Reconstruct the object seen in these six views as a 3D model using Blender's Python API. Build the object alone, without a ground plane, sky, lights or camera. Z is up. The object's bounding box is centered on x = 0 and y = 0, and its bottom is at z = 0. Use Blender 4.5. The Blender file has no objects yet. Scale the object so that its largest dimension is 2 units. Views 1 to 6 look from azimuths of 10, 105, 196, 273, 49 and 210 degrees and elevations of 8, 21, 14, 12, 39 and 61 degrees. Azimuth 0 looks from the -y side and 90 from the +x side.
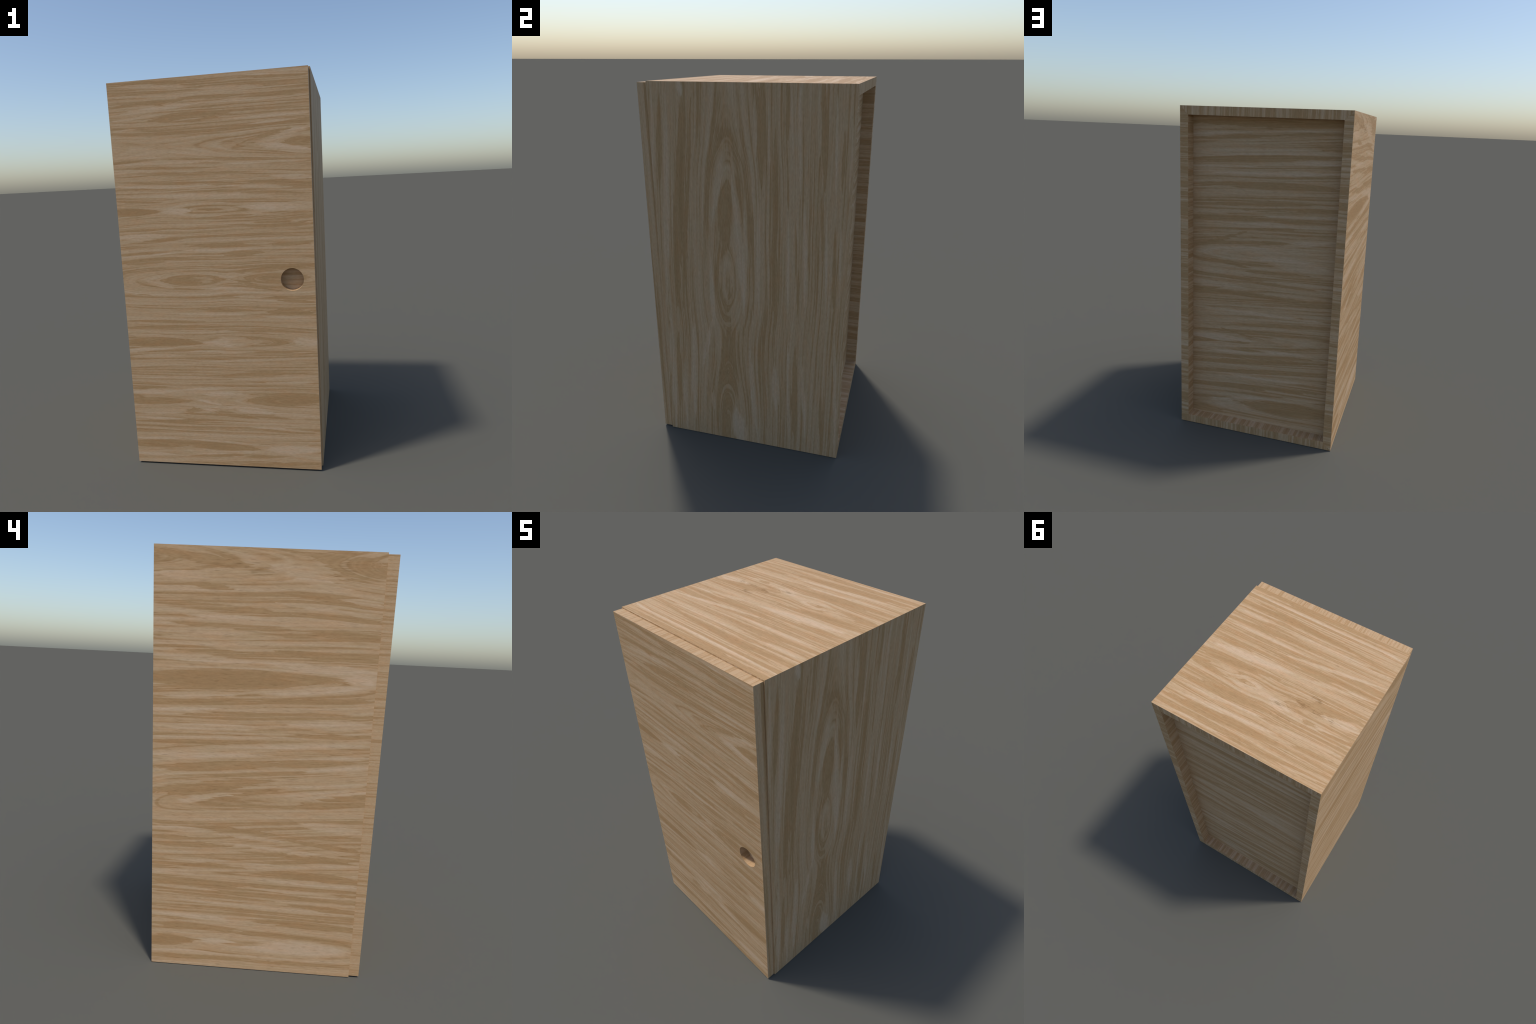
"""Tall oak-veneered cabinet: a mitred box of four boards, a back panel let into
the rear, and an overlay door with a round finger hole."""
import bpy
import math

# ---------------------------------------------------------------- sizes (m)
HALF_W = 0.5          # carcass half width
HEIGHT = 2.0
FRONT, REAR = -0.475, 0.525
BOARD = 0.05          # board thickness
PANEL_Y = 0.4565      # visible face of the back panel
PANEL_T = 0.02
DOOR_HALF_W = 0.494
DOOR_Z0, DOOR_Z1 = 0.006, 1.994
DOOR_FRONT, DOOR_BACK = -0.525, -0.4758
HOLE_X, HOLE_Z, HOLE_R = 0.383, 1.0, 0.0565
HOLE_FLOOR = -0.4815  # how deep the finger hole is

# Grain figures of each board: pale streaks (+) and brown latewood tongues (-).
# (along grain axis 1, axis 2, half length, half width, lean, strength), metres and radians.
DOOR_UPPER_FIGURES_A = [
    (-0.264, 1.956, 0.234, 0.0136, -0.06, 1.0),
    (0.109, 1.927, 0.189, 0.0124, -0.032, 1.0),
    (-0.276, 1.978, 0.199, 0.0091, -0.035, -1.0),
    (0.355, 1.96, 0.171, 0.0087, -0.032, -1.0),
    (0.344, 1.968, 0.182, 0.0052, -0.042, 1.0),
    (-0.249, 1.851, 0.263, 0.0129, 0.077, 1.0),
    (0.219, 1.867, 0.304, 0.0098, -0.003, 1.0),
    (-0.311, 1.878, 0.228, 0.0111, 0.043, -1.0),
    (0.024, 1.892, 0.18, 0.009, -0.02, -1.0),
    (-0.335, 1.818, 0.179, 0.0074, 0.061, 1.0),
    (0.231, 1.841, 0.269, 0.0067, 0.009, 1.0),
    (-0.081, 1.805, 0.233, 0.0251, 0.028, -1.0),
    (0.295, 1.785, 0.225, 0.0098, 0.014, 1.0),
    (0.319, 1.757, 0.132, 0.0072, 0.049, 1.0),
    (-0.091, 1.791, 0.098, 0.0037, 0.036, 1.0),
    (-0.43, 1.761, 0.088, 0.0047, 0.055, 1.0),
    (-0.167, 1.703, 0.36, 0.0512, -0.043, -0.5),
    (0.38, 1.699, 0.165, 0.0171, 0.224, 1.3),
    (0.389, 1.632, 0.172, 0.0202, -0.178, 1.2),
    (0.445, 1.662, 0.094, 0.0224, 0.08, -1.2),
    (0.261, 1.682, 0.172, 0.0159, 0.258, -0.8),
    (-0.366, 1.628, 0.164, 0.0067, -0.05, 1.0),
    (-0.221, 1.594, 0.313, 0.0076, -0.006, 1.0),
    (0.265, 1.574, 0.247, 0.0073, -0.014, 1.0),
    (-0.225, 1.569, 0.29, 0.0085, -0.025, -1.0),
    (-0.119, 1.54, 0.398, 0.0085, -0.031, -1.0),
    (0.405, 1.496, 0.128, 0.0128, -0.069, 1.0),
    (-0.17, 1.495, 0.352, 0.0086, -0.039, -1.0),
    (0.333, 1.474, 0.199, 0.0083, -0.061, -1.0),
    (-0.171, 1.475, 0.352, 0.0105, -0.034, 1.0),
    (0.226, 1.458, 0.191, 0.0116, -0.072, 1.0),
    (0.258, 1.43, 0.273, 0.0065, -0.059, -1.0),
    (-0.057, 1.424, 0.472, 0.0143, -0.044, 0.8),
    (-0.383, 1.408, 0.174, 0.0069, -0.052, -1.0),
    (0.231, 1.387, 0.299, 0.0084, -0.031, -1.0),
    (-0.416, 1.359, 0.173, 0.0207, 0.004, -1.6),
    (-0.18, 1.355, 0.094, 0.0145, 0.043, 1.4),
    (-0.012, 1.356, 0.084, 0.0077, -0.054, -1.0),
    (0.303, 1.354, 0.225, 0.0159, -0.051, 0.8),
    (0.06, 1.319, 0.209, 0.0067, 0.008, -1.0),
    (0.375, 1.328, 0.153, 0.0103, -0.008, -1.0),
]
DOOR_UPPER_FIGURES_B = [
    (-0.337, 1.265, 0.209, 0.0069, 0.032, -1.0),
    (0.324, 1.272, 0.202, 0.0161, -0.017, -1.0),
    (-0.365, 1.23, 0.184, 0.0174, -0.003, 1.0),
    (-0.342, 1.202, 0.211, 0.009, 0.054, -1.0),
    (0.064, 1.174, 0.198, 0.0146, -0.028, -1.0),
    (-0.385, 1.146, 0.172, 0.009, 0.034, -1.0),
    (-0.347, 1.138, 0.212, 0.007, 0.065, 1.0),
    (0.013, 1.155, 0.2, 0.0098, -0.002, 1.0),
    (0.138, 1.137, 0.123, 0.017, 0.014, -1.0),
    (-0.35, 1.108, 0.212, 0.0176, 0.055, -1.0),
    (0.393, 1.179, 0.13, 0.0105, 0.008, -1.0),
    (-0.295, 0.983, 0.095, 0.0135, -0.23, 1.0),
    (-0.331, 1.019, 0.059, 0.01, 0.289, 0.8),
    (-0.124, 1.004, 0.195, 0.0312, 0.003, -1.2),
    (-0.073, 1.006, 0.074, 0.0225, 0.001, 1.0),
    (0.289, 1.055, 0.231, 0.0165, 0.085, -1.0),
    (0.191, 0.974, 0.138, 0.01, -0.267, -1.0),
    (0.3, 1.018, 0.218, 0.0439, 0.016, -0.5),
    (-0.025, 0.962, 0.228, 0.009, -0.021, 1.0),
    (-0.416, 0.926, 0.107, 0.0093, 0.002, -1.0),
    (0.401, 0.888, 0.113, 0.0089, -0.063, -1.0),
    (0.188, 0.919, 0.111, 0.009, -0.01, 1.0),
    (0.058, 0.852, 0.189, 0.0081, -0.019, -1.0),
    (0.367, 0.836, 0.145, 0.0159, -0.022, -1.0),
    (-0.047, 0.831, 0.243, 0.0082, -0.01, 1.0),
    (0.353, 0.811, 0.158, 0.006, -0.019, 1.0),
    (-0.297, 0.791, 0.239, 0.0083, -0.007, -1.0),
    (-0.184, 0.763, 0.327, 0.0083, 0.0, -1.0),
    (0.198, 0.74, 0.311, 0.0081, -0.021, -1.0),
    (-0.356, 0.711, 0.188, 0.0085, -0.038, 1.0),
    (-0.327, 0.676, 0.248, 0.0275, -0.007, -1.6),
    (0.063, 0.681, 0.166, 0.0257, 0.037, 1.3),
    (0.447, 0.688, 0.084, 0.0251, -0.054, 1.0),
    (0.254, 0.698, 0.114, 0.0041, -0.084, -1.0),
    (0.292, 0.672, 0.08, 0.004, 0.134, -1.0),
    (-0.335, 0.648, 0.217, 0.0106, 0.063, 1.0),
    (-0.285, 0.631, 0.269, 0.0074, 0.049, -1.0),
    (0.243, 0.628, 0.287, 0.0082, 0.036, -1.0),
    (-0.351, 0.604, 0.176, 0.0117, 0.026, 1.0),
    (0.175, 0.586, 0.354, 0.0082, 0.049, 1.0),
]
DOOR_UPPER_FIGURES = DOOR_UPPER_FIGURES_A + DOOR_UPPER_FIGURES_B

DOOR_LOWER_FIGURES = [
    (0.172, 0.511, 0.355, 0.0094, 0.036, -1.0),
    (-0.23, 0.49, 0.308, 0.0064, 0.032, 1.0),
    (-0.406, 0.426, 0.138, 0.0098, 0.042, -1.0),
    (0.276, 0.493, 0.25, 0.0072, 0.05, 1.0),
    (0.326, 0.468, 0.199, 0.0072, 0.047, 1.0),
    (-0.381, 0.405, 0.165, 0.0136, 0.037, 1.0),
    (-0.085, 0.428, 0.212, 0.0085, 0.086, 1.0),
    (-0.359, 0.354, 0.22, 0.0247, 0.034, -1.0),
    (-0.08, 0.355, 0.082, 0.0088, -0.213, 1.3),
    (0.019, 0.398, 0.156, 0.016, 0.008, 0.8),
    (0.144, 0.319, 0.144, 0.0172, -0.1, 1.2),
    (0.382, 0.294, 0.162, 0.0159, -0.04, 1.0),
    (0.333, 0.377, 0.237, 0.0392, 0.049, -1.3),
    (-0.157, 0.308, 0.068, 0.0172, 0.131, -1.0),
    (-0.377, 0.293, 0.179, 0.0089, -0.007, 1.0),
    (-0.095, 0.317, 0.085, 0.0044, -0.156, 1.0),
    (0.052, 0.291, 0.143, 0.0153, -0.147, -1.0),
    (-0.379, 0.262, 0.179, 0.0067, 0.003, 1.0),
    (-0.274, 0.248, 0.287, 0.011, 0.044, -1.0),
    (0.265, 0.247, 0.253, 0.0064, -0.001, 1.0),
    (0.29, 0.22, 0.227, 0.0064, -0.044, 1.0),
    (0.315, 0.209, 0.201, 0.0064, -0.034, -1.0),
    (-0.279, 0.185, 0.287, 0.0078, 0.019, -1.0),
    (-0.389, 0.144, 0.181, 0.0101, 0.041, 1.0),
    (-0.379, 0.112, 0.222, 0.0254, 0.012, -1.2),
    (-0.032, 0.113, 0.233, 0.025, -0.044, -1.5),
    (-0.012, 0.136, 0.224, 0.0083, -0.049, 1.0),
    (0.372, 0.11, 0.191, 0.0269, 0.029, 1.4),
    (-0.424, 0.052, 0.154, 0.0143, -0.008, 1.0),
    (-0.002, 0.077, 0.213, 0.0088, 0.06, 1.0),
    (-0.069, 0.055, 0.174, 0.01, 0.048, -1.0),
    (0.208, 0.063, 0.155, 0.0087, 0.066, -1.0),
    (0.306, 0.027, 0.256, 0.0109, 0.062, -1.0),
    (-0.385, 0.014, 0.168, 0.0103, 0.033, 1.0),
]

RIGHT_FIGURES_A = [
    (1.364, -0.416, 0.664, 0.0194, 0.071, 1.0),
    (0.437, -0.438, 0.474, 0.0213, 0.023, 1.0),
    (1.358, -0.347, 0.634, 0.0309, 0.084, -1.0),
    (1.978, -0.304, 0.049, 0.0141, -0.184, 1.6),
    (1.38, -0.3, 0.65, 0.0104, 0.095, -1.0),
    (1.725, -0.426, 0.301, 0.0142, 0.072, -1.0),
    (1.724, -0.463, 0.302, 0.0115, 0.049, 1.0),
    (1.376, -0.089, 0.214, 0.0459, 0.049, -1.0),
    (1.02, -0.106, 0.292, 0.0645, 0.04, -0.6),
    (1.041, -0.1, 0.145, 0.0439, 0.029, 0.7),
    (1.263, -0.031, 0.479, 0.0222, -0.061, 1.0),
    (1.517, -0.136, 0.216, 0.0208, 0.178, 0.9),
    (0.941, -0.183, 0.248, 0.0152, -0.008, 1.0),
    (0.384, -0.117, 0.461, 0.0831, 0.077, -0.6),
    (0.438, -0.307, 0.378, 0.0219, 0.038, 1.0),
    (0.633, -0.219, 0.174, 0.016, 0.235, 1.0),
    (0.084, -0.043, 0.164, 0.0451, -0.157, 1.5),
    (0.239, -0.198, 0.085, 0.0128, 0.004, 1.0),
    (0.301, 0.045, 0.36, 0.014, -0.068, 1.0),
    (0.399, 0.169, 0.168, 0.0241, -0.039, 1.0),
    (1.747, 0.088, 0.283, 0.0179, -0.023, -1.0),
    (1.417, 0.127, 0.614, 0.0068, 0.0, 1.0),
    (1.497, 0.163, 0.33, 0.0149, -0.007, -1.0),
    (1.795, 0.06, 0.167, 0.0128, -0.022, 1.0),
    (1.882, 0.219, 0.149, 0.0088, -0.016, -1.0),
]
RIGHT_FIGURES_B = [
    (1.834, 0.237, 0.197, 0.0049, -0.031, 1.0),
    (1.754, 0.275, 0.277, 0.0122, -0.025, 1.0),
    (1.737, 0.392, 0.252, 0.0134, -0.042, -1.0),
    (1.838, 0.362, 0.194, 0.0095, -0.05, 1.0),
    (1.761, 0.439, 0.272, 0.0066, -0.032, 1.0),
    (1.753, 0.505, 0.26, 0.0103, -0.023, 1.0),
    (1.663, 0.475, 0.173, 0.0095, -0.013, -1.0),
    (1.152, 0.003, 0.383, 0.0158, 0.03, 1.0),
    (1.16, 0.075, 0.379, 0.0122, 0.002, 1.0),
    (1.131, 0.047, 0.354, 0.0056, 0.005, -1.0),
    (1.055, 0.16, 0.278, 0.0167, -0.006, -1.0),
    (1.15, 0.225, 0.347, 0.0097, -0.016, 1.0),
    (1.103, 0.273, 0.292, 0.0098, -0.05, -1.0),
    (1.16, 0.314, 0.343, 0.0149, -0.036, 1.0),
    (1.322, 0.397, 0.186, 0.0082, -0.054, -1.0),
    (1.171, 0.421, 0.339, 0.0062, -0.027, 1.0),
    (1.178, 0.487, 0.336, 0.0061, -0.041, 1.0),
    (1.125, 0.462, 0.286, 0.0104, -0.039, -1.0),
    (0.361, 0.278, 0.368, 0.0184, -0.013, -1.0),
    (0.365, 0.244, 0.413, 0.0095, -0.029, 1.0),
    (0.348, 0.329, 0.274, 0.0116, -0.065, 1.0),
    (0.425, 0.495, 0.443, 0.01, -0.048, 1.0),
    (0.214, 0.427, 0.251, 0.0104, -0.038, -1.0),
    (0.412, -0.401, 0.304, 0.0141, 0.046, -1.0),
    (0.258, -0.372, 0.281, 0.0108, 0.028, 1.0),
]
RIGHT_FIGURES = RIGHT_FIGURES_A + RIGHT_FIGURES_B

LEFT_UPPER_FIGURES = [
    (0.28, 1.943, 0.286, 0.0202, 0.136, -1.0),
    (0.406, 1.88, 0.157, 0.0191, 0.027, 1.0),
    (0.284, 1.836, 0.134, 0.0137, 0.08, -1.0),
    (-0.35, 1.935, 0.204, 0.0614, 0.181, -1.0),
    (-0.144, 1.887, 0.211, 0.0312, 0.262, 0.8),
    (-0.41, 1.791, 0.132, 0.0158, 0.114, 1.0),
    (-0.28, 1.791, 0.265, 0.0113, 0.123, -1.0),
    (-0.271, 1.754, 0.277, 0.0114, 0.099, 1.0),
    (0.222, 1.746, 0.341, 0.0195, 0.043, -1.0),
    (-0.309, 1.723, 0.239, 0.0138, 0.063, -1.0),
    (0.27, 1.716, 0.294, 0.0131, 0.041, 1.0),
    (0.196, 1.673, 0.367, 0.0169, 0.026, -1.0),
    (-0.339, 1.648, 0.218, 0.0232, 0.084, -1.0),
    (0.219, 1.623, 0.344, 0.0227, -0.032, 0.9),
    (0.352, 1.57, 0.236, 0.0144, 0.019, -1.0),
    (-0.274, 1.56, 0.292, 0.017, 0.066, -1.0),
    (0.301, 1.527, 0.287, 0.0174, 0.032, 1.3),
    (-0.228, 1.511, 0.342, 0.0201, 0.046, 1.3),
    (0.175, 1.442, 0.541, 0.0465, -0.03, -2.0),
    (-0.44, 1.465, 0.133, 0.0265, -0.014, 1.0),
    (0.323, 1.368, 0.265, 0.0149, -0.047, 1.2),
    (-0.21, 1.409, 0.343, 0.0235, -0.08, 1.2),
    (0.347, 1.336, 0.241, 0.0125, -0.032, -1.0),
    (-0.226, 1.361, 0.332, 0.0128, -0.053, -1.0),
    (0.379, 1.299, 0.209, 0.0091, -0.03, 1.0),
    (0.011, 1.286, 0.577, 0.0161, -0.042, -1.0),
    (0.268, 1.221, 0.319, 0.0173, -0.016, 0.9),
    (-0.31, 1.256, 0.26, 0.0251, -0.037, 1.0),
    (0.267, 1.174, 0.321, 0.0072, -0.029, 1.0),
    (0.292, 1.152, 0.296, 0.0114, -0.036, -1.0),
    (-0.301, 1.205, 0.274, 0.0152, -0.039, -1.0),
    (-0.113, 1.152, 0.467, 0.0144, -0.056, 1.0),
    (0.265, 1.092, 0.323, 0.0146, -0.043, 1.0),
    (0.251, 1.038, 0.338, 0.0273, -0.076, -1.2),
    (-0.197, 1.081, 0.24, 0.0218, -0.082, -1.0),
    (-0.296, 1.107, 0.264, 0.0082, -0.06, 1.0),
    (-0.351, 1.056, 0.214, 0.0156, -0.122, 1.0),
    (0.143, 0.964, 0.235, 0.0239, -0.114, -1.0),
    (0.338, 0.924, 0.251, 0.0268, -0.091, -1.0),
    (0.268, 0.887, 0.184, 0.0161, -0.197, 1.5),
    (-0.242, 0.954, 0.333, 0.0291, -0.167, 0.8),
    (-0.376, 0.905, 0.256, 0.0331, -0.18, -1.1),
]

LEFT_LOWER_FIGURES = [
    (0.39, 0.722, 0.198, 0.0164, 0.021, 1.0),
    (0.049, 0.699, 0.196, 0.0098, 0.048, 1.0),
    (0.115, 0.731, 0.234, 0.0131, 0.035, -1.0),
    (-0.358, 0.769, 0.219, 0.0267, 0.115, 0.9),
    (-0.34, 0.676, 0.247, 0.0141, 0.116, -1.0),
    (0.441, 0.677, 0.146, 0.0099, -0.004, -1.0),
    (0.349, 0.642, 0.238, 0.0177, -0.007, -1.0),
    (-0.147, 0.643, 0.391, 0.0121, 0.055, 1.0),
    (-0.202, 0.611, 0.339, 0.0121, 0.049, -1.0),
    (0.229, 0.567, 0.358, 0.0112, 0.009, 1.0),
    (0.281, 0.541, 0.306, 0.0101, 0.004, -1.0),
    (-0.247, 0.518, 0.301, 0.0201, 0.031, -1.1),
    (-0.236, 0.488, 0.315, 0.0146, 0.022, 1.0),
    (0.318, 0.45, 0.269, 0.0183, 0.014, -1.0),
    (-0.227, 0.431, 0.33, 0.0159, 0.051, 1.0),
    (0.384, 0.419, 0.203, 0.0092, 0.015, 1.0),
    (0.224, 0.391, 0.363, 0.0127, 0.021, -1.0),
    (-0.338, 0.358, 0.226, 0.0149, 0.067, -1.0),
    (-0.071, 0.344, 0.494, 0.0162, 0.02, 1.0),
    (-0.252, 0.264, 0.321, 0.0263, 0.04, -1.1),
    (0.247, 0.265, 0.34, 0.013, 0.04, 1.0),
    (0.313, 0.217, 0.274, 0.0179, 0.01, -1.1),
    (-0.215, 0.197, 0.363, 0.0154, 0.038, -1.0),
    (0.299, 0.182, 0.288, 0.0179, -0.006, 1.0),
    (0.449, 0.132, 0.166, 0.0314, -0.048, -1.8),
    (0.209, 0.143, 0.102, 0.0169, 0.033, 1.4),
    (-0.238, 0.129, 0.345, 0.0448, -0.03, 1.3),
    (0.351, 0.072, 0.236, 0.0152, -0.003, 1.0),
    (0.296, 0.047, 0.291, 0.0159, -0.04, -1.0),
    (-0.265, 0.055, 0.325, 0.0133, -0.042, -1.0),
]

BACK_UPPER_FIGURES = [
    (0.041, 1.917, 0.529, 0.0204, -0.004, -1.0),
    (0.305, 1.853, 0.266, 0.011, -0.088, 1.0),
    (-0.187, 1.88, 0.28, 0.0048, -0.044, 1.0),
    (0.213, 1.837, 0.358, 0.0125, -0.057, -1.0),
    (-0.279, 1.866, 0.212, 0.0095, -0.053, -1.0),
    (0.009, 1.816, 0.503, 0.0147, -0.055, 0.8),
    (0.036, 1.761, 0.535, 0.0223, -0.037, 1.0),
    (0.036, 1.725, 0.537, 0.021, -0.053, -1.4),
    (-0.314, 1.713, 0.189, 0.0126, -0.044, 1.0),
    (0.273, 1.668, 0.24, 0.0052, -0.053, 1.0),
    (0.033, 1.635, 0.54, 0.0202, -0.058, 1.0),
    (0.03, 1.57, 0.543, 0.0195, -0.036, -1.2),
    (0.181, 1.525, 0.393, 0.0131, -0.053, 1.0),
    (0.027, 1.462, 0.548, 0.013, -0.063, -1.0),
    (0.299, 1.404, 0.275, 0.0151, -0.054, 1.0),
    (-0.303, 1.45, 0.22, 0.0132, -0.031, -1.0),
    (0.231, 1.38, 0.344, 0.0134, -0.07, -1.0),
    (0.168, 1.342, 0.256, 0.0075, -0.037, 1.0),
    (-0.055, 1.349, 0.182, 0.0126, -0.022, 1.0),
    (-0.243, 1.372, 0.238, 0.0148, -0.044, -1.0),
    (0.253, 1.241, 0.22, 0.0113, -0.351, -1.0),
    (-0.069, 1.322, 0.169, 0.009, -0.094, -1.0),
    (-0.076, 1.243, 0.146, 0.0128, -0.041, -1.0),
    (-0.203, 1.243, 0.288, 0.0225, -0.19, 1.0),
    (-0.204, 1.118, 0.273, 0.0415, 0.074, 0.9),
    (0.249, 1.095, 0.214, 0.0165, 0.178, -1.0),
    (-0.179, 1.047, 0.326, 0.0188, -0.01, -1.0),
    (0.293, 1.019, 0.284, 0.0099, 0.043, 1.0),
    (-0.222, 1.001, 0.285, 0.0131, -0.04, 1.0),
    (-0.083, 0.986, 0.427, 0.0117, 0.028, -1.0),
    (0.293, 0.945, 0.286, 0.0234, 0.028, 1.0),
    (-0.226, 0.927, 0.287, 0.0159, -0.006, 1.0),
    (0.159, 0.903, 0.42, 0.011, 0.011, -1.0),
    (0.028, 0.785, 0.551, 0.0111, -0.005, 1.0),
    (0.289, 0.597, 0.293, 0.0245, -0.026, 1.2),
    (0.129, 0.642, 0.168, 0.007, 0.159, -1.2),
    (0.158, 0.581, 0.135, 0.0069, -0.078, -1.0),
    (-0.268, 0.642, 0.265, 0.0342, -0.054, 1.0),
]

BACK_LOWER_FIGURES = [
    (-0.218, 0.549, 0.297, 0.0147, 0.003, 1.0),
    (0.288, 0.511, 0.295, 0.0118, -0.019, 1.0),
    (0.034, 0.463, 0.554, 0.0184, -0.126, -1.0),
    (0.032, 0.398, 0.556, 0.0151, -0.124, -1.0),
    (0.03, 0.35, 0.558, 0.0199, -0.11, 1.0),
    (0.028, 0.289, 0.559, 0.0189, -0.095, -1.2),
    (-0.077, 0.221, 0.461, 0.0212, -0.152, 1.0),
    (0.247, 0.161, 0.103, 0.0182, -0.155, 1.0),
    (-0.172, 0.176, 0.341, 0.0569, -0.047, -1.4),
    (0.4, 0.085, 0.186, 0.0389, 0.065, -0.7),
]

TOP_FIGURES = [
    (0.005, -0.452, 0.559, 0.0116, -0.002, -1.0),
    (-0.003, -0.415, 0.543, 0.0146, -0.006, 1.0),
    (-0.419, -0.406, 0.108, 0.008, -0.071, 1.4),
    (-0.001, -0.339, 0.542, 0.0141, -0.084, -1.0),
    (0.184, -0.329, 0.316, 0.027, 0.011, -1.0),
    (0.367, -0.262, 0.164, 0.021, 0.064, 1.0),
    (0.191, -0.207, 0.339, 0.0151, 0.043, -1.0),
    (-0.133, -0.26, 0.423, 0.0158, 0.006, 1.0),
    (0.225, -0.157, 0.316, 0.0139, 0.017, 1.0),
    (-0.2, -0.089, 0.347, 0.0169, 0.046, -1.2),
    (-0.193, -0.145, 0.356, 0.0135, 0.142, 1.4),
    (0.364, -0.03, 0.167, 0.0136, 0.038, -1.0),
    (0.223, 0.006, 0.308, 0.0267, 0.085, 1.4),
    (-0.28, -0.047, 0.278, 0.013, 0.153, 1.0),
    (0.339, 0.08, 0.227, 0.03, 0.051, -1.0),
    (0.209, 0.073, 0.243, 0.0188, 0.131, -1.0),
    (0.173, 0.165, 0.255, 0.0368, -0.059, 1.0),
    (0.176, 0.159, 0.087, 0.0177, -0.02, -1.0),
    (-0.062, 0.193, 0.075, 0.0304, -0.122, 1.0),
    (0.223, 0.281, 0.304, 0.026, 0.058, -1.0),
    (0.337, 0.176, 0.184, 0.0234, 0.015, -1.0),
    (-0.055, 0.116, 0.052, 0.0071, 0.014, -1.5),
    (-0.182, 0.127, 0.046, 0.0123, 0.043, -1.6),
    (-0.324, 0.088, 0.089, 0.0105, 0.062, -1.4),
    (-0.257, 0.213, 0.046, 0.0168, 0.008, -1.0),
    (-0.305, 0.091, 0.243, 0.0398, 0.142, -0.8),
    (-0.405, 0.133, 0.143, 0.0291, 0.054, 1.5),
    (-0.283, 0.203, 0.243, 0.0168, -0.016, 1.0),
    (-0.414, 0.225, 0.118, 0.0166, 0.056, -1.0),
    (0.218, 0.323, 0.322, 0.0111, 0.071, 1.0),
    (0.162, 0.377, 0.38, 0.0151, 0.071, 1.2),
    (0.151, 0.421, 0.399, 0.0296, 0.054, -1.2),
    (-0.321, 0.304, 0.228, 0.0114, 0.033, 1.0),
    (-0.375, 0.359, 0.162, 0.0159, 0.077, -1.0),
    (0.169, 0.494, 0.378, 0.0113, 0.061, 1.0),
    (0.08, 0.487, 0.251, 0.008, 0.047, -1.0),
    (-0.369, 0.476, 0.191, 0.0122, 0.068, 1.0),
    (-0.196, 0.48, 0.346, 0.0078, 0.068, -1.0),
]


# ---------------------------------------------------------------- materials
def srgb(r, g, b):
    f = lambda c: c / 12.92 if c <= 0.04045 else ((c + 0.055) / 1.055) ** 2.4
    return (f(r / 255), f(g / 255), f(b / 255), 1.0)


OAK_BROWN = srgb(169, 134, 94)
OAK_TAN = srgb(177, 143, 103)
OAK_MID = srgb(185, 152, 114)
OAK_PALE = srgb(191, 160, 125)
OAK_LIGHT = srgb(199, 170, 139)


class Nodes:
    """Small helper for writing node trees as expressions."""

    def __init__(self, tree):
        self.t = tree

    def new(self, kind, **props):
        n = self.t.nodes.new(kind)
        for k, v in props.items():
            setattr(n, k, v)
        return n

    def put(self, sock, val):
        if isinstance(val, bpy.types.NodeSocket):
            self.t.links.new(val, sock)
        elif val is not None:
            sock.default_value = val

    def math(self, op, a, b=None, c=None, clamp=False):
        n = self.new("ShaderNodeMath", operation=op, use_clamp=clamp)
        for i, v in enumerate((a, b, c)):
            self.put(n.inputs[i], v)
        return n.outputs[0]

    def vec(self, x, y, z=0.0):
        n = self.new("ShaderNodeCombineXYZ")
        for i, v in enumerate((x, y, z)):
            self.put(n.inputs[i], v)
        return n.outputs[0]

    def noise(self, v, detail=2.0, rough=0.5):
        n = self.new("ShaderNodeTexNoise")
        self.put(n.inputs["Vector"], v)
        n.inputs["Scale"].default_value = 1.0
        n.inputs["Detail"].default_value = detail
        n.inputs["Roughness"].default_value = rough
        return n.outputs["Fac"]

    def ramp(self, fac, stops):
        n = self.new("ShaderNodeValToRGB")
        e = n.color_ramp.elements
        while len(e) < len(stops):
            e.new(0.5)
        for el, (p, c) in zip(e, stops):
            el.position, el.color = p, c
        self.put(n.inputs[0], fac)
        return n.outputs[0]

    def mix(self, kind, fac, a, b):
        n = self.new("ShaderNodeMix", data_type="RGBA", blend_type=kind)
        self.put(n.inputs[0], fac)
        self.put(n.inputs[6], a)
        self.put(n.inputs[7], b)
        return n.outputs[2]


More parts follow.
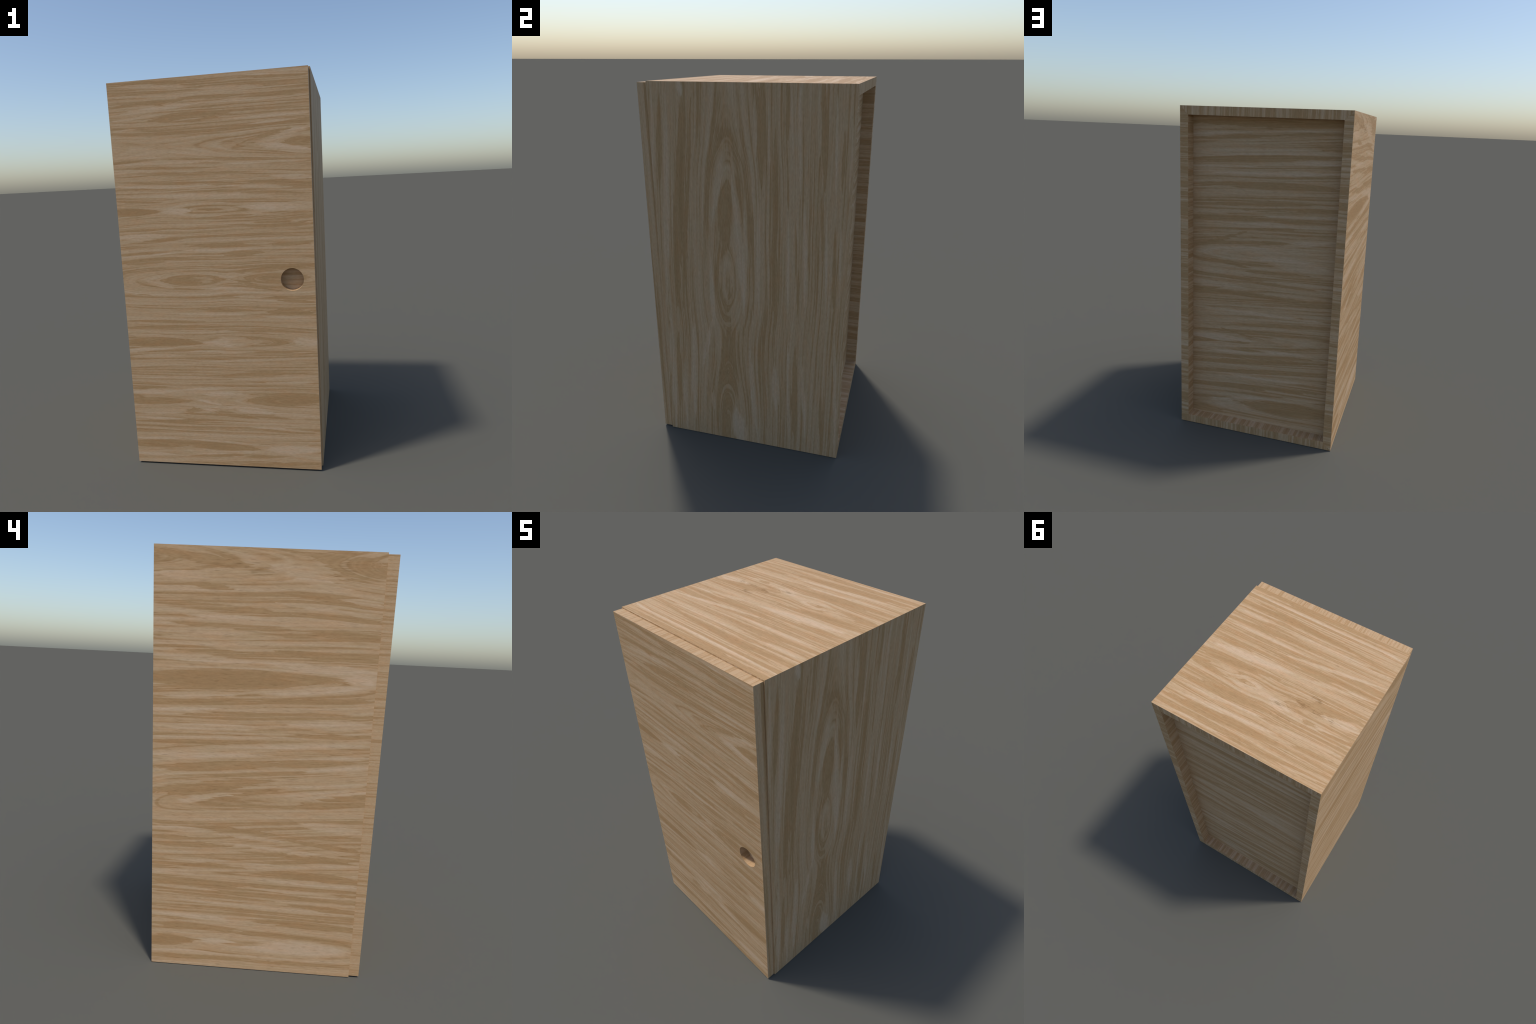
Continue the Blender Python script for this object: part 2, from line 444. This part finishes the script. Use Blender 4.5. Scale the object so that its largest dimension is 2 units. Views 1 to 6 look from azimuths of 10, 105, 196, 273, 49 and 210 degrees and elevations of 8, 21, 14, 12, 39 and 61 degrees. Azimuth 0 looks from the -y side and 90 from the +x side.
def oak(name, along, across, seed, size=1.0, figures=(), stripe=1.0, arches=(), smudges=(), pores=0.8, bias=0.0, smudge_depth=1.0):
    """Oak veneer. along / across are the object axes of the grain; size scales
    the figure of the veneer; figures are the placed streaks and tongues; arches
    are the hearts of plain-sawn figure round which the rings nest:
    (place across, lean, [(place along, depth of the ring centre), ...])."""
    mat = bpy.data.materials.new(name)
    mat.use_nodes = True
    N = Nodes(mat.node_tree)
    bsdf = mat.node_tree.nodes["Principled BSDF"]
    co = N.new("ShaderNodeTexCoord").outputs["Object"]
    sep = N.new("ShaderNodeSeparateXYZ")
    N.put(sep.inputs[0], co)
    u, v = sep.outputs["XYZ".index(along)], sep.outputs["XYZ".index(across)]
    m = lambda x, k: N.math("MULTIPLY", x, k)

    # slow wander of the grain lines, and ragged ends of the streaks
    wander = N.noise(N.vec(m(u, 1.5 / size), m(v, 6.0 / size), seed), 1.0)
    wander = N.math("SUBTRACT", wander, 0.5)
    fray = N.noise(N.vec(m(u, 9.0 / size), m(v, 150.0 / size), seed + 3.1), 1.0)
    fray = N.math("SUBTRACT", fray, 0.5)

    # placed figure
    tone = None
    if figures:
        fu = N.math("MULTIPLY_ADD", fray, 0.10 * size, u)
        ripple = N.noise(N.vec(m(u, 5.0 / size), m(v, 34.0 / size), seed + 5.0), 1.0)
        fv = N.math("MULTIPLY_ADD", N.math("SUBTRACT", ripple, 0.5), 0.010 * size, v)
        fv = N.math("MULTIPLY_ADD", wander, 0.016, fv)
        p = N.vec(fu, fv, 0.0)
        for cu, cv, hl, hw, ang, s in figures:
            mp = N.new("ShaderNodeMapping", vector_type="TEXTURE")
            N.put(mp.inputs[0], p)
            mp.inputs["Location"].default_value = (cu, cv, 0)
            mp.inputs["Rotation"].default_value = (0, 0, ang)
            mp.inputs["Scale"].default_value = (hl * 1.05, hw * 1.2, 1)
            # pointed lens: 1 - |across| - along^2, flat inside, cut off outside
            ab = N.new("ShaderNodeVectorMath", operation="ABSOLUTE")
            N.put(ab.inputs[0], mp.outputs[0])
            xy = N.new("ShaderNodeSeparateXYZ")
            N.put(xy.inputs[0], ab.outputs[0])
            g = N.math("MULTIPLY_ADD", xy.outputs[0], xy.outputs[0], xy.outputs[1])
            f = N.new("ShaderNodeMapRange", interpolation_type="SMOOTHSTEP", clamp=False)
            for i, val in enumerate((g, 0.45, 1.0, s * FIGURE_GAIN, 0.0)):
                N.put(f.inputs[i], val)
            tone = N.math("ADD", f.outputs[0], tone) if tone is not None else f.outputs[0]

    # growth rings: distance from the nearest heart, sqrt(across^2 + depth^2)
    f = v
    for k, (place, lean, depth) in enumerate(arches):
        lo, hi = depth[0][0], depth[-1][0]
        x = N.math("MULTIPLY_ADD", u, 1.0 / (hi - lo), -lo / (hi - lo))
        d = N.new("ShaderNodeFloatCurve")
        cv = d.mapping.curves[0]
        pts = [((p - lo) / (hi - lo), q * 4.0) for p, q in depth]
        cv.points[0].location, cv.points[-1].location = pts[0], pts[-1]
        for p in pts[1:-1]:
            cv.points.new(*p)
        d.mapping.update()
        N.put(d.inputs["Value"], x)
        d = m(d.outputs[0], 0.25)
        y = N.math("MULTIPLY_ADD", u, -lean, N.math("SUBTRACT", v, place))
        h = N.math("SQRT", N.math("MULTIPLY_ADD", y, y, N.math("MULTIPLY", d, d)))
        f = h if k == 0 else N.math("SMOOTH_MIN", f, h, 0.03)
    f = N.math("MULTIPLY_ADD", wander, (0.025 if arches else 0.04) * size, f)
    if tone is not None:
        f = N.math("MULTIPLY_ADD", tone, 0.03, f)
    side = N.math("MULTIPLY_ADD", v, 9.0 / size, seed + 7.7)
    ring = N.noise(N.vec(m(u, (0.3 if arches else 0.55) / size), m(f, 38.0 / size), side), 2.0, 0.5)
    ring = N.math("MULTIPLY", N.math("SUBTRACT", ring, 0.5), (0.8 if figures else 1.3) * stripe)
    line = N.noise(N.vec(m(u, 1.2 / size), m(f, 130.0 / size), seed + 9.3), 2.0, 0.6)
    line = N.math("MULTIPLY", N.math("SUBTRACT", line, 0.5), (1.05 if figures else 0.95) * stripe)
    t = N.math("ADD", N.math("ADD", ring, 0.5 + bias), line)
    if tone is not None:
        t = N.math("ADD", t, tone)
    t = N.math("MULTIPLY_ADD", fray, 0.22, t)
    col = N.ramp(t, [(0.12, OAK_BROWN), (0.26, OAK_TAN), (0.36, OAK_BROWN), (0.46, OAK_MID), (0.64, OAK_PALE), (0.92, OAK_LIGHT)])

    # warm and olive patches
    hue = N.noise(N.vec(m(u, 9.0 / size), m(v, 40.0 / size), seed + 11.0), 2.0)
    col = N.mix("MULTIPLY", 1.0, col, N.ramp(hue, [(0.3, (1.03, 0.98, 0.94, 1)), (0.5, (1, 1, 1, 1)), (0.7, (0.975, 1.0, 0.995, 1))]))
    # open pores: short dark dashes, and hair-fine fibre
    dash = N.noise(N.vec(m(u, 26.0 / size), m(v, 230.0 / size), seed + 17.0), 1.0)
    pore = N.ramp(dash, [(0.60, (1, 1, 1, 1)), (0.74, (0.84, 0.82, 0.78, 1))])
    col = N.mix("MULTIPLY", pores, col, pore)
    mottle = N.noise(N.vec(m(u, 30.0 / size), m(v, 150.0 / size), seed + 29.0), 2.0, 0.6)
    col = N.mix("MULTIPLY", 1.0, col, N.ramp(mottle, [(0.3, (0.94, 0.935, 0.925, 1)), (0.7, (1.055, 1.06, 1.065, 1))]))
    # grey-brown smudges by a small knot, broken into dashes
    for cu, cv, hl, hw in smudges:
        y = m(N.math("SUBTRACT", v, cv), 1.0 / hw)
        x = m(N.math("SUBTRACT", u, cu), 1.0 / hl)
        g = N.math("SQRT", N.math("MULTIPLY_ADD", x, x, N.math("MULTIPLY", y, y)))
        g = N.math("ADD", N.math("MULTIPLY_ADD", dash, -4.0, 2.3), N.math("MULTIPLY_ADD", fray, 2.0, g))
        col = N.mix("MULTIPLY", smudge_depth, col, N.ramp(g, [(0.2, (0.70, 0.68, 0.62, 1)), (1.0, (1, 1, 1, 1))]))
    fibre = N.noise(N.vec(m(u, 60.0), m(v, 420.0), seed + 23.0), 1.0)
    col = N.mix("MULTIPLY", 1.0, col, N.ramp(fibre, [(0.3, (0.95, 0.95, 0.945, 1)), (0.7, (1.05, 1.05, 1.055, 1))]))
    N.put(bsdf.inputs["Base Color"], col)
    bsdf.inputs["Roughness"].default_value = 0.6
    bsdf.inputs["Specular IOR Level"].default_value = SPEC
    return mat


FIGURE_GAIN = 0.24
SPEC = 0.15

DOOR_ARCHES = [
    (1.665, -0.02, [(-0.5, 0.06), (-0.2, 0.07), (0.22, 0.045), (0.5, 0.015)]),
    (1.357, 0.0, [(-0.5, 0.012), (-0.25, 0.03), (-0.09, 0.018), (0.25, 0.03), (0.5, 0.04)]),
    (1.006, 0.0, [(-0.5, 0.06), (-0.31, 0.035), (-0.05, 0.018), (0.05, 0.035), (0.33, 0.02), (0.5, 0.03)]),
    (0.68, 0.0, [(-0.5, 0.01), (-0.1, 0.03), (0.15, 0.012), (0.37, 0.03), (0.5, 0.04)]),
    (0.37, 0.0, [(-0.5, 0.035), (-0.16, 0.045), (0.27, 0.02), (0.5, 0.005)]),
    (0.106, 0.01, [(-0.5, 0.01), (0.19, 0.03), (0.5, 0.015)]),
]
RIGHT_ARCHES = [
    (-0.112, 0.021, [(0.0, 0.02), (0.2, 0.035), (0.65, 0.09), (0.84, 0.06), (1.02, 0.035), (1.25, 0.055),
                     (1.58, 0.09), (1.75, 0.12), (2.0, 0.135)]),
]
LEFT_ARCHES = [
    (1.95, 0.0, [(-0.5, 0.03), (-0.15, 0.09), (0.0, 0.08), (0.52, 0.02)]),
    (1.435, -0.04, [(-0.5, 0.07), (-0.35, 0.05), (0.0, 0.03), (0.52, 0.01)]),
    (0.895, -0.09, [(-0.5, 0.01), (-0.1, 0.035), (0.44, 0.06), (0.52, 0.075)]),
    (0.138, 0.0, [(-0.5, 0.045), (-0.2, 0.02), (0.1, 0.015), (0.3, 0.03), (0.52, 0.005)]),
]
BACK_ARCHES = [
    (1.165, -0.05, [(-0.46, 0.01), (0.07, 0.03), (0.38, 0.05), (0.46, 0.065)]),
    (0.61, -0.108, [(-0.46, 0.05), (-0.03, 0.03), (0.46, 0.005)]),
    (0.14, -0.04, [(-0.46, 0.01), (0.17, 0.04), (0.46, 0.06)]),
]
TOP_ARCHES = [
    (0.165, 0.0, [(-0.5, 0.01), (-0.12, 0.03), (0.0, 0.045), (0.13, 0.03), (0.25, 0.045), (0.5, 0.06)]),
]
DOOR_FIGURES = DOOR_UPPER_FIGURES + DOOR_LOWER_FIGURES
DOOR_TOP_FACE = oak("oak_door_upper_face", "X", "Z", 1.0, 0.8, arches=DOOR_ARCHES,
                    figures=[q for q in DOOR_FIGURES if q[1] + q[3] + abs(q[2] * q[4]) > 0.98])
DOOR_LOW_FACE = oak("oak_door_lower_face", "X", "Z", 1.0, 0.8, arches=DOOR_ARCHES,
                    figures=[q for q in DOOR_FIGURES if q[1] - q[3] - abs(q[2] * q[4]) < 1.02])
RIGHT_FACE = oak("oak_right_face", "Z", "Y", 2.0, 1.0, RIGHT_FIGURES, arches=RIGHT_ARCHES, stripe=0.8)
LEFT_FIGURES = LEFT_UPPER_FIGURES + LEFT_LOWER_FIGURES
LEFT_TOP_FACE = oak("oak_left_upper_face", "Y", "Z", 3.0, 1.4, arches=LEFT_ARCHES, pores=1.0, smudge_depth=0.5,
                    figures=[q for q in LEFT_FIGURES if q[1] + q[3] + abs(q[2] * q[4]) > 0.98],
                    smudges=[(0.05, 1.91, 0.10, 0.02), (0.22, 1.925, 0.12, 0.016), (-0.30, 1.93, 0.05, 0.04), (-0.15, 1.0, 0.06, 0.012)])
LEFT_LOW_FACE = oak("oak_left_lower_face", "Y", "Z", 3.0, 1.4, arches=LEFT_ARCHES, pores=1.0, smudge_depth=0.5,
                    figures=[q for q in LEFT_FIGURES if q[1] - q[3] - abs(q[2] * q[4]) < 1.02],
                    smudges=[(-0.15, 1.0, 0.06, 0.012)])
BACK_FACE = oak("oak_back_face", "X", "Z", 4.0, 1.2, BACK_UPPER_FIGURES + BACK_LOWER_FIGURES, arches=BACK_ARCHES)
TOP_FACE = oak("oak_top_face", "X", "Y", 5.0, 0.95, TOP_FIGURES, arches=TOP_ARCHES,
               smudges=[(-0.168, 0.128, 0.07, 0.022), (-0.06, 0.19, 0.06, 0.016), (-0.30, 0.14, 0.08, 0.018), (-0.22, 0.06, 0.05, 0.022), (-0.12, 0.25, 0.06, 0.014)], pores=1.0, bias=-0.05)
EDGE_YX = oak("oak_edge_front_to_back_over_width", "Y", "X", 6.0, 0.42, stripe=0.6)
EDGE_YZ = oak("oak_edge_front_to_back_over_height", "Y", "Z", 7.0, 0.36, stripe=0.6)
EDGE_ZY = oak("oak_edge_upright", "Z", "Y", 8.0, 0.7, stripe=0.7)
EDGE_XZ = oak("oak_edge_crosswise", "X", "Z", 9.0, 0.9, stripe=1.25, bias=-0.05)
EDGE_ZX = oak("oak_edge_short_upright", "Z", "X", 10.0, 0.85, stripe=1.15, bias=-0.05)
REVEAL_YZ = oak("oak_reveal_side", "Y", "Z", 12.0, 0.9, stripe=1.2, bias=-0.08)
REVEAL_YX = oak("oak_reveal_floor", "Y", "X", 13.0, 0.9, stripe=1.2, bias=-0.08)
PULL_FACE = oak("oak_finger_hole", "X", "Z", 14.0, 0.6)


# ---------------------------------------------------------------- geometry
def mesh_object(name, verts, faces, mats, face_mats, parent=None):
    me = bpy.data.meshes.new(name)
    me.from_pydata(verts, [], faces)
    for mt in mats:
        me.materials.append(mt)
    for p, i in zip(me.polygons, face_mats):
        p.material_index = i
    me.update()
    ob = bpy.data.objects.new(name, me)
    bpy.context.collection.objects.link(ob)
    if parent:
        ob.parent = parent
    return ob


def prism(profile, y0, y1):
    """Extrude a closed x-z profile (clockwise seen from the front) along y."""
    n = len(profile)
    verts = [(x, y0, z) for x, z in profile] + [(x, y1, z) for x, z in profile]
    sides = [(i, (i + 1) % n, n + (i + 1) % n, n + i) for i in range(n)]
    return verts, sides + [tuple(reversed(range(n))), tuple(range(n, 2 * n))]


cabinet = bpy.data.objects.new("wooden_cabinet", None)
bpy.context.collection.objects.link(cabinet)
cabinet["label"] = "tall plain oak cabinet with round finger hole door"
cabinet["category"] = "cabinet"

W, B, H = HALF_W, BOARD, HEIGHT
MITRE = 0.0001        # hair gap, so that mitre faces do not coincide
g = MITRE


def board(name, outer_a, outer_b, inner_b, inner_a, mats):
    """Mitred board: mats = outer face, inner face, rear edge (and front edge)."""
    v, f = prism([outer_a, outer_b, inner_b, inner_a], FRONT, REAR)
    return mesh_object(name, v, f, mats, [0, 2, 1, 2, len(mats) - 1, 2], cabinet)


board("top_panel", (-W + g, H), (W - g, H), (W - B - g, H - B), (-W + B + g, H - B), [TOP_FACE, REVEAL_YX, EDGE_ZX])
board("bottom_panel", (W - g, 0), (-W + g, 0), (-W + B + g, B), (W - B - g, B), [TOP_FACE, REVEAL_YX, EDGE_ZX])
board("side_panel", (W, H - g), (W, g), (W - B, B + g), (W - B, H - B - g), [RIGHT_FACE, REVEAL_YZ, EDGE_XZ, EDGE_ZX])
v, f = prism([(-W, g), (-W, H / 2), (-W, H - g), (-W + B, H - B - g), (-W + B, B + g)], FRONT, REAR)
mesh_object("side_panel", v, f, [LEFT_LOW_FACE, LEFT_TOP_FACE, REVEAL_YZ, EDGE_XZ, EDGE_ZX], [0, 1, 3, 2, 3, 4, 3], cabinet)

e = 0.0002
v, f = prism([(-W + B + e, H - B - e), (W - B - e, H - B - e), (W - B - e, B + e), (-W + B + e, B + e)], PANEL_Y - PANEL_T, PANEL_Y)
mesh_object("back_panel", v, f, [BACK_FACE], [0] * 6, cabinet)


def door_mesh():
    """Slab with a round hole; its faces are an upper and a lower half."""
    seg = 128
    half = seg // 2
    w, z0, z1 = DOOR_HALF_W, DOOR_Z0, DOOR_Z1
    rim = [(w, HOLE_Z), (w, z1), (-w, z1), (-w, HOLE_Z), (-w, z0), (w, z0)]
    ring = []
    for i in range(seg):
        a = 2 * math.pi * i / seg
        ring.append((HOLE_X + HOLE_R * math.cos(a), HOLE_Z + HOLE_R * math.sin(a)))
    layer = rim + ring
    n = len(layer)
    verts = [(x, DOOR_FRONT, z) for x, z in layer] + [(x, DOOR_BACK, z) for x, z in layer]
    faces, mats = [], []
    upper = [0] + [6 + j for j in range(half + 1)] + [3, 2, 1]
    lower = [3] + [6 + (half + j) % seg for j in range(half + 1)] + [0, 5, 4]
    for loop, mt in ((upper, 0), (lower, 1)):
        faces.append(tuple(loop)); mats.append(mt)                          # front
        faces.append(tuple(n + i for i in reversed(loop))); mats.append(mt)  # back
    for k, mt in enumerate((4, 2, 3, 3, 2, 4)):         # right, top, left, left, bottom, right
        a, b = k, (k + 1) % 6
        faces.append((a, b, n + b, n + a)); mats.append(mt)
    for i in range(seg):                                # wall of the hole
        a, b = 6 + i, 6 + (i + 1) % seg
        faces.append((b, a, n + a, n + b)); mats.append(2)
    return verts, faces, mats


v, f, m = door_mesh()
door = mesh_object("door", v, f, [DOOR_TOP_FACE, DOOR_LOW_FACE, EDGE_YX, EDGE_YZ, EDGE_ZY], m, cabinet)

# floor of the finger hole
seg = 128
r = HOLE_R - 0.0002
disc = [(HOLE_X + r * math.cos(2 * math.pi * i / seg), HOLE_Z - r * math.sin(2 * math.pi * i / seg)) for i in range(seg)]
v, f = prism(disc, HOLE_FLOOR, DOOR_BACK - 0.0003)
mesh_object("finger_pull", v, f, [PULL_FACE], [0] * len(f), door)
